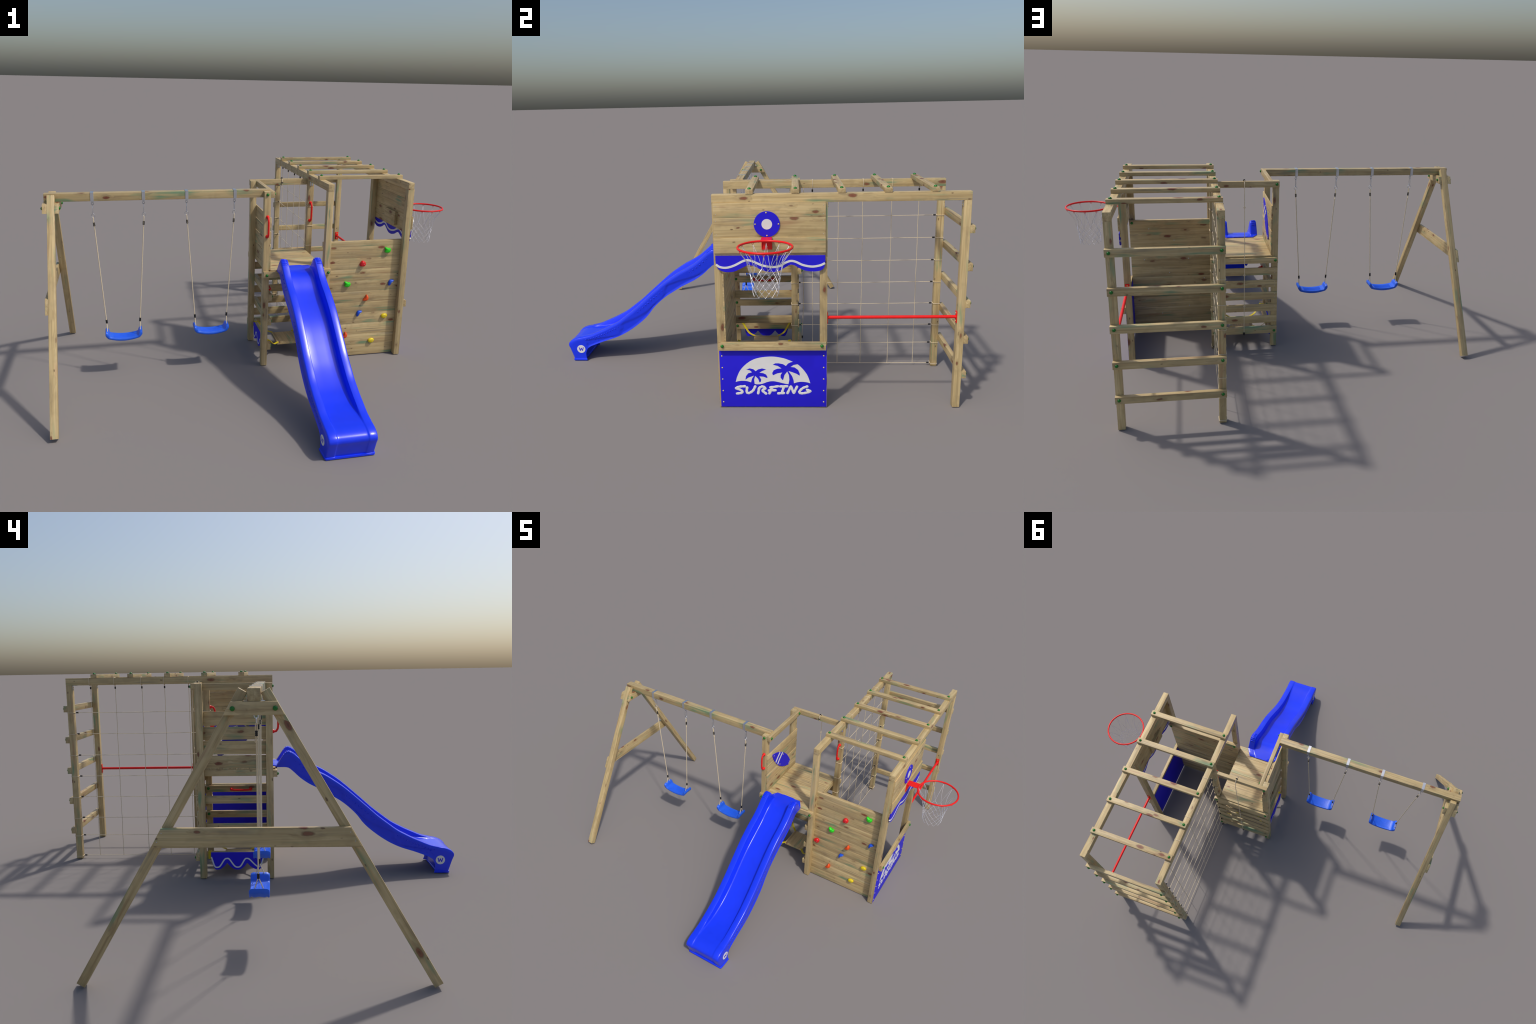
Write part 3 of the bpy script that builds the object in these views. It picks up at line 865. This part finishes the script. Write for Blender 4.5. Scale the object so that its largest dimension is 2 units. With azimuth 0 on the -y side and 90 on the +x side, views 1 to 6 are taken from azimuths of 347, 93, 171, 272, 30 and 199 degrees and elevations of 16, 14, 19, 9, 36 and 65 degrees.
def slide():
    cx = (SX[0] + SX[1]) / 2
    H = (SX[1] - SX[0]) / 2
    st = []     # stations: half width, top (y,z), bottom (y,z), depth
    st.append((0.0715, (-0.0715, 0.5050), (-0.0715, 0.5014), 0.0))
    st.append((0.0725, (-0.0730, 0.5060), (-0.0730, 0.5012), 0.0))
    st.append((0.0870, (-0.0960, 0.5060), (-0.0960, 0.5010), 0.0))
    fl_c = [(p.x, p.y) for p in smooth_path([(a, b, 0) for a, b in FLOOR], 8)]
    N = 84
    ys = [-0.118 - (0.848 - 0.118) * k / N for k in range(N + 1)]
    tp = smooth_path([(a, b, 0) for a, b in TOP], 10); bt = smooth_path([(a, b, 0) for a, b in BOT], 10)
    tp, bt = [(p.x, p.y) for p in tp], [(p.x, p.y) for p in bt]
    for y in ys:
        z = interp(tp, y)
        yb = y if y > -0.8115 else y
        zb = interp(bt, y) if y > -0.8115 else None
        if zb is None:
            t = (-0.8115 - y) / (0.848 - 0.8115)
            yb, zb = -0.8115 - 0.014 * t, 0.0750 - 0.010 * t
        st.append((H, (y, max(z, zb + 0.006)), (yb, zb), max(0.0, z - interp(fl_c, y))))
    nose_t = smooth_path([(-0.860, 0.1185, 0), (-0.882, 0.115, 0), (-0.905, 0.1065, 0), (-0.9205, 0.0945, 0), (-0.9248, 0.0800, 0), (-0.9180, 0.0620, 0), (-0.9090, 0.0330, 0), (-0.9015, 0.0085, 0)], 3)
    nose_b = smooth_path([(-0.8270, 0.0630, 0), (-0.8300, 0.0590, 0), (-0.8340, 0.0500, 0), (-0.8370, 0.0430, 0), (-0.8385, 0.0360, 0), (-0.8385, 0.0280, 0), (-0.8380, 0.0180, 0), (-0.8370, 0.0085, 0)], 3)
    for a, b in zip(nose_t, nose_b):
        st.append((H, (a.x, a.y), (b.x, b.y), 0.0026))
    st.append((H + 0.0030, (-0.9042, 0.0070), (-0.8345, 0.0070), 0.0))
    st.append((H + 0.0030, (-0.9045, 0.0002), (-0.8345, 0.0002), 0.0))
    V, F = [], []
    for h, t, b, d in st:
        T, B = Vector((0, *t)), Vector((0, *b))
        dn = (B - T)
        ln = dn.length
        dn = dn / ln
        fl = min(d, ln - 0.006)
        k = min(1.0, fl / 0.02)
        edge = flank(T.y)
        wall = []
        for i in range(13):          # outer flank, swept tongues set a little back
            q = 1 - i / 12 * 0.80
            u = (q - edge) / 0.10
            u = max(0.0, min(1.0, u + 0.5))
            ins = 0.0034 * u * u * (3 - 2 * u) * max(0.0, min(1.0, (0.97 - q) / 0.08))
            wall.append((h - ins - 0.0006 * (1 - q), ln * q))
        half = wall + [   # (x from centre, distance down from the top edge)
            (h - 0.0019, min(0.0042, ln * 0.12)), (h - 0.0040, min(0.0012, ln * 0.05)),
            (h - 0.0070, 0.0), (h - 0.0315, 0.0), (h - 0.0340, 0.0009 * k), (h - 0.0355, 0.0036 * k), (h - 0.0385, fl * 0.74), (h - 0.0395, fl * 0.86), (h - 0.0418, fl * 0.945), (h - 0.0455, fl * 0.988), (h - 0.0500, fl),
            (h * 0.2, fl)]
        sec = [(cx - x, q) for x, q in half] + [(cx + x, q) for x, q in reversed(half)]
        # underside, slightly hollow
        hol = min(0.010, max(0.0, ln - fl - 0.008))
        sec += [(cx + h - 0.004, ln - hol * 0.1), (cx + h - 0.012, ln - hol), (cx - h + 0.012, ln - hol), (cx - h + 0.004, ln - hol * 0.1)]
        for x, q in sec:
            p = T + dn * q
            V.append((x, p.y, p.z))
    m = len(V) // len(st)
    for i in range(len(st) - 1):
        for k in range(m):
            l = (k + 1) % m
            F.append((i * m + k, i * m + l, (i + 1) * m + l, (i + 1) * m + k))
    F.append(tuple(range(m)))
    F.append(tuple((len(st) - 1) * m + k for k in range(m)))
    s = make("slide", V, F, SLIDE_BLUE, None, None, angle=38)
    # grip ridges on the two shoulders
    g = []
    for x0, x1 in ((SX[0] + 0.0055, SX[0] + 0.0285), (SX[1] - 0.0285, SX[1] - 0.0055)):
        for k in range(8):
            y = -0.149 - 0.0075 * k
            z = interp(tp, y) + 0.0003
            g.append(tube_geo([(x0, y, z), (x0 + 0.002, y, z + 0.0004), (x1 - 0.002, y, z + 0.0004), (x1, y, z)], [0.0010, 0.0019, 0.0019, 0.0010], 10))
    joined("slide_grip_ridge", g, SLIDE_BLUE, s, stuff=True)
    # bubbles moulded into both flanks
    g = []
    def bubble(x, y, z, r, sgn):
        v, f = [], []
        n = 8
        for j in range(4):
            a = math.pi / 2 * j / 4
            v += [(x + sgn * r * 0.9 * math.sin(a), y + r * math.cos(a) * math.cos(2 * math.pi * k / n), z + r * math.cos(a) * math.sin(2 * math.pi * k / n)) for k in range(n)]
        v.append((x + sgn * r * 0.9, y, z))
        for j in range(3):
            f += [(j * n + k, j * n + (k + 1) % n, (j + 1) * n + (k + 1) % n, (j + 1) * n + k) for k in range(n)]
        f += [(3 * n + k, 3 * n + (k + 1) % n, 4 * n) for k in range(n)]
        f.append(tuple(range(n))[::-1])
        g.append((v, f))
    for ya, yb, cnt, da, db in ((-0.205, -0.290, 6, 0.026, 0.022), (-0.432, -0.560, 10, 0.030, 0.026), (-0.665, -0.835, 13, 0.024, 0.016)):
        for k in range(cnt):
            t = k / (cnt - 1)
            y = ya + (yb - ya) * t
            big = 0.0023 + 0.0011 * math.sin(math.pi * t)
            z = interp(tp, y) - (da + (db - da) * t)
            for x, sg in ((SX[0] + 0.0004, -1), (SX[1] - 0.0004, 1)):
                bubble(x, y, z, big, sg)
                if k % 2 == 0 and z - 0.016 > interp(bt, y) + 0.008:
                    bubble(x, y - 0.010, z - 0.013, big * 0.6, sg)
                    bubble(x, y + 0.006, z - 0.019, big * 0.5, sg)
    joined("slide_bubble", g, SLIDE_BLUE, s, stuff=True)
    # round badge with a letter on both sides of the foot
    for x, ux in ((SX[0], (0, -1, 0)), (SX[1], (0, 1, 0))):
        M = frame((x, -0.8612, 0.0605), ux, (0, 0, 1))
        plate("slide_badge", circle((0, 0), 0.0208, 40), 0.0009, WHITE, M, s)
        lettering([[(-0.0105, 0.0080), (-0.0055, -0.0080), (0.0, 0.0055), (0.0055, -0.0080), (0.0105, 0.0080)]], 0.0022,
                  M @ Matrix.Translation((0, 0, 0.0008)), PANEL_BLUE, s, 0.3)
    for x in (SX[0] + 0.022, SX[1] - 0.022):
        cap(PINSCREW, (x, -0.100, 0.5062), "+z", s)
slide()

# ---------------------------------------------------------------- swing frame
SB = dict(y=(-0.0726, -0.0362), z=(0.8440, 0.8800))
beam = wood("swing_beam", -0.9900, XA[1], *SB["y"], *SB["z"], bevel=0.0022)
LX = (-0.9735, -0.9425)
def leg(b, t):
    b, t = Vector((0, *b)), Vector((0, *t))
    d = (t - b)
    M = frame((sum(LX) / 2, *((b + t) / 2).yz), d, (1, 0, 0))
    h = (d.length / 2, (LX[1] - LX[0]) / 2, 0.0140)
    return make("swing_leg", box_verts([-q for q in h], h), BOX_F, WOOD, M, None, angle=35, bevel=0.0014)
lf = leg((-0.5835, 0.0085), (-0.0850, 0.8730))
lb = leg((0.4757, 0.0080), (-0.0232, 0.8740))
slanted_board("brace_board", (-0.3195, 0.2140), 0.4912, (-0.3515, 0.2455), 0.4340, -0.9860, LX[0])
for x0, x1, xf, d in ((-0.9930, LX[0], -0.9930, "-x"), (LX[1], -0.9250, -0.9250, "+x")):
    s = slanted_board("head_board", (-0.1180, 0.0090), 0.8438, (-0.1378, 0.0300), 0.8070, x0, x1)
    for y in (-0.1122, 0.0042):
        cap(BOLT, (xf, y, 0.8252), d, s)
for y, z in ((0.2130, 0.4770), (0.2270, 0.4510), (-0.3190, 0.4770), (-0.3330, 0.4510)):
    cap(PINSCREW, (-0.9860, y, z), "-x")
# little steel angles under the beam end
joined("angle_bracket", [(box_verts((-0.9720, -0.0362, 0.8440), (-0.9440, -0.0348, 0.8600)), BOX_F), (box_verts((-0.9720, -0.0880, 0.8432), (-0.9440, -0.0726, 0.8446)), BOX_F)], STEEL)

def swing(xc):
    y = -0.0545
    # seat: a shallow curved pan with raised ends
    xs = [-0.0845, -0.0838, -0.0815, -0.0780, -0.0740, -0.0705, -0.0680, -0.0655, -0.0600, -0.0480, -0.0320, -0.0160, 0.0]
    xs = xs + [-q for q in xs[-2::-1]]
    V, F = [], []
    prof = []
    for dx in xs:
        a = abs(dx)
        zb = 0.1800 + 0.0120 * (a / 0.07) ** 2 + (0.0 if a < 0.07 else 0.012 * ((a - 0.07) / 0.0145) ** 1.6)
        zt = 0.1935 + 0.0085 * (a / 0.065) ** 2
        if a > 0.0640:
            k = min(1, (a - 0.0640) / 0.0085)
            zt += 0.0205 * k * k * (3 - 2 * k)
        if a > 0.0815:
            zt -= 0.006 * (a - 0.0815) / 0.003
        hd = 0.0335 - (0.004 if a > 0.0842 else 0.0015 if a > 0.083 else 0)
        prof.append((dx, zb, zt, hd))
        e = 0.004
        dish = 0.0022 if a < 0.06 else 0.0
        mid = (zb + zt) / 2
        lipz = zt - (0.0035 if a > 0.069 else 0.0)     # ends lower at the front edge
        ring = [(-hd + 0.002, zb + 0.0005), (-hd, zb + 0.0035), (-hd - 0.0005, min(mid, lipz - 0.002)), (-hd, lipz - 0.0025), (-hd + 0.002, lipz), (-hd + 0.007, (lipz + zt) / 2 + 0.001 * (a > 0.069) - dish * 0.5),
                (-hd + 0.014, zt - dish), (0, zt - dish), (hd - 0.014, zt - dish), (hd - 0.007, (lipz + zt) / 2 + 0.001 * (a > 0.069) - dish * 0.5), (hd - 0.002, lipz), (hd, lipz - 0.0025), (hd + 0.0005, min(mid, lipz - 0.002)), (hd, zb + 0.0035), (hd - 0.002, zb + 0.0005),
                (hd - 0.008, zb + 0.004), (hd - 0.016, zb + 0.001), (0.0, zb + 0.004), (-hd + 0.016, zb + 0.001), (-hd + 0.008, zb + 0.004)]
        V += [(dx, p, q) for p, q in ring]
    m = len(V) // len(xs)
    for i in range(len(xs) - 1):
        F += [(i * m + k, i * m + (k + 1) % m, (i + 1) * m + (k + 1) % m, (i + 1) * m + k) for k in range(m)]
    F += [tuple(range(m)), tuple((len(xs) - 1) * m + k for k in range(m))]
    M = Matrix.Translation((xc, y, 0))
    s = make("swing_seat", V, F, SEAT_BLUE, M, None, angle=48)
    # fine anti-slip ribs along the seat
    g = []
    for k in range(9):
        yy = -0.022 + 0.0055 * k
        pts = [(dx, yy, zt - 0.0022 + 0.0001) for dx, zb, zt, hd in prof if abs(dx) < 0.055]
        g.append(tube_geo(pts, 0.0009, 6))
    joined("seat_rib", g, SEAT_BLUE, s, M, stuff=True)
    for sg in (-1, 1):
        xt, xbm = xc + sg * 0.1105, xc + sg * 0.0768
        yb = sum(SB["y"]) / 2
        # galvanised strap round the beam
        t, w = 0.0016, 0.0070
        y0, y1, z0, z1 = *SB["y"], *SB["z"]
        g = [(box_verts((xt - w, y0 - t, z1), (xt + w, y1 + t, z1 + t)), BOX_F),
             (box_verts((xt - w, y0 - t, z0 - t), (xt + w, y0, z1)), BOX_F), (box_verts((xt - w, y1, z0 - t), (xt + w, y1 + t, z1)), BOX_F),
             (box_verts((xt - w + 0.001, y0, z0 - t), (xt + w - 0.001, y1, z0)), BOX_F),
             (box_verts((xt - 0.0045, yb - 0.003, z0 - 0.011), (xt + 0.0045, yb + 0.003, z0 - t)), BOX_F)]
        st = joined("swing_hanger", g, STEEL, beam, angle=30)
        g = [tube_geo(ring_pts((xt, yb, 0.8290), 0.0050, 18, "y"), 0.0015, 7, True),
             tube_geo(ring_pts((xt, yb, 0.8040), 0.0085, 24, "x", 0.0220), 0.0012, 7, True),
             tube_geo(ring_pts((xt, yb, 0.7760), 0.0080, 20, "y"), 0.0012, 7, True)]
        joined("swing_chain_link", g, STEEL, st)
        # rope: loop at the top, long line, fork above the seat
        top, low = Vector((xt, yb, 0.7690)), Vector((xbm, y + 0.0022, 0.2660))
        d = (low - top).normalized()
        at = lambda q: top + d * q
        g = [tube_geo([at(0.050), low], 0.0022, 8)]
        for o in (-0.0026, 0.0026):
            g.append(tube_geo(smooth_path([at(-0.001), at(0.008) + Vector((0, o, 0)), at(0.040) + Vector((0, o, 0)), at(0.052)], 4), 0.0017, 7))
        g.append(tube_geo([p + at(0.0555) for p in ring_pts((0, 0.002, 0), 0.0032, 14, "x", 0.0055)], 0.0015, 7, True))
        for yy in (-0.0185, 0.0185):
            g.append(tube_geo([low, Vector((xc + sg * 0.0748, y + yy, 0.2130))], 0.0018, 8))
        joined("swing_rope", g, ROPE, s)
        g = []
        for c in (at(0.0325), low + Vector((0, 0, 0.003))):
            g.append(tube_geo([c - d * 0.0085, c + d * 0.0085], 0.0042, 12))
            for q in (-0.006, 0.0, 0.006):
                g.append(tube_geo([c + d * (q - 0.0012), c + d * (q + 0.0012)], 0.0048, 12))
        joined("rope_clamp", g, BLACK, s)
swing(-0.6790)
swing(-0.2660)
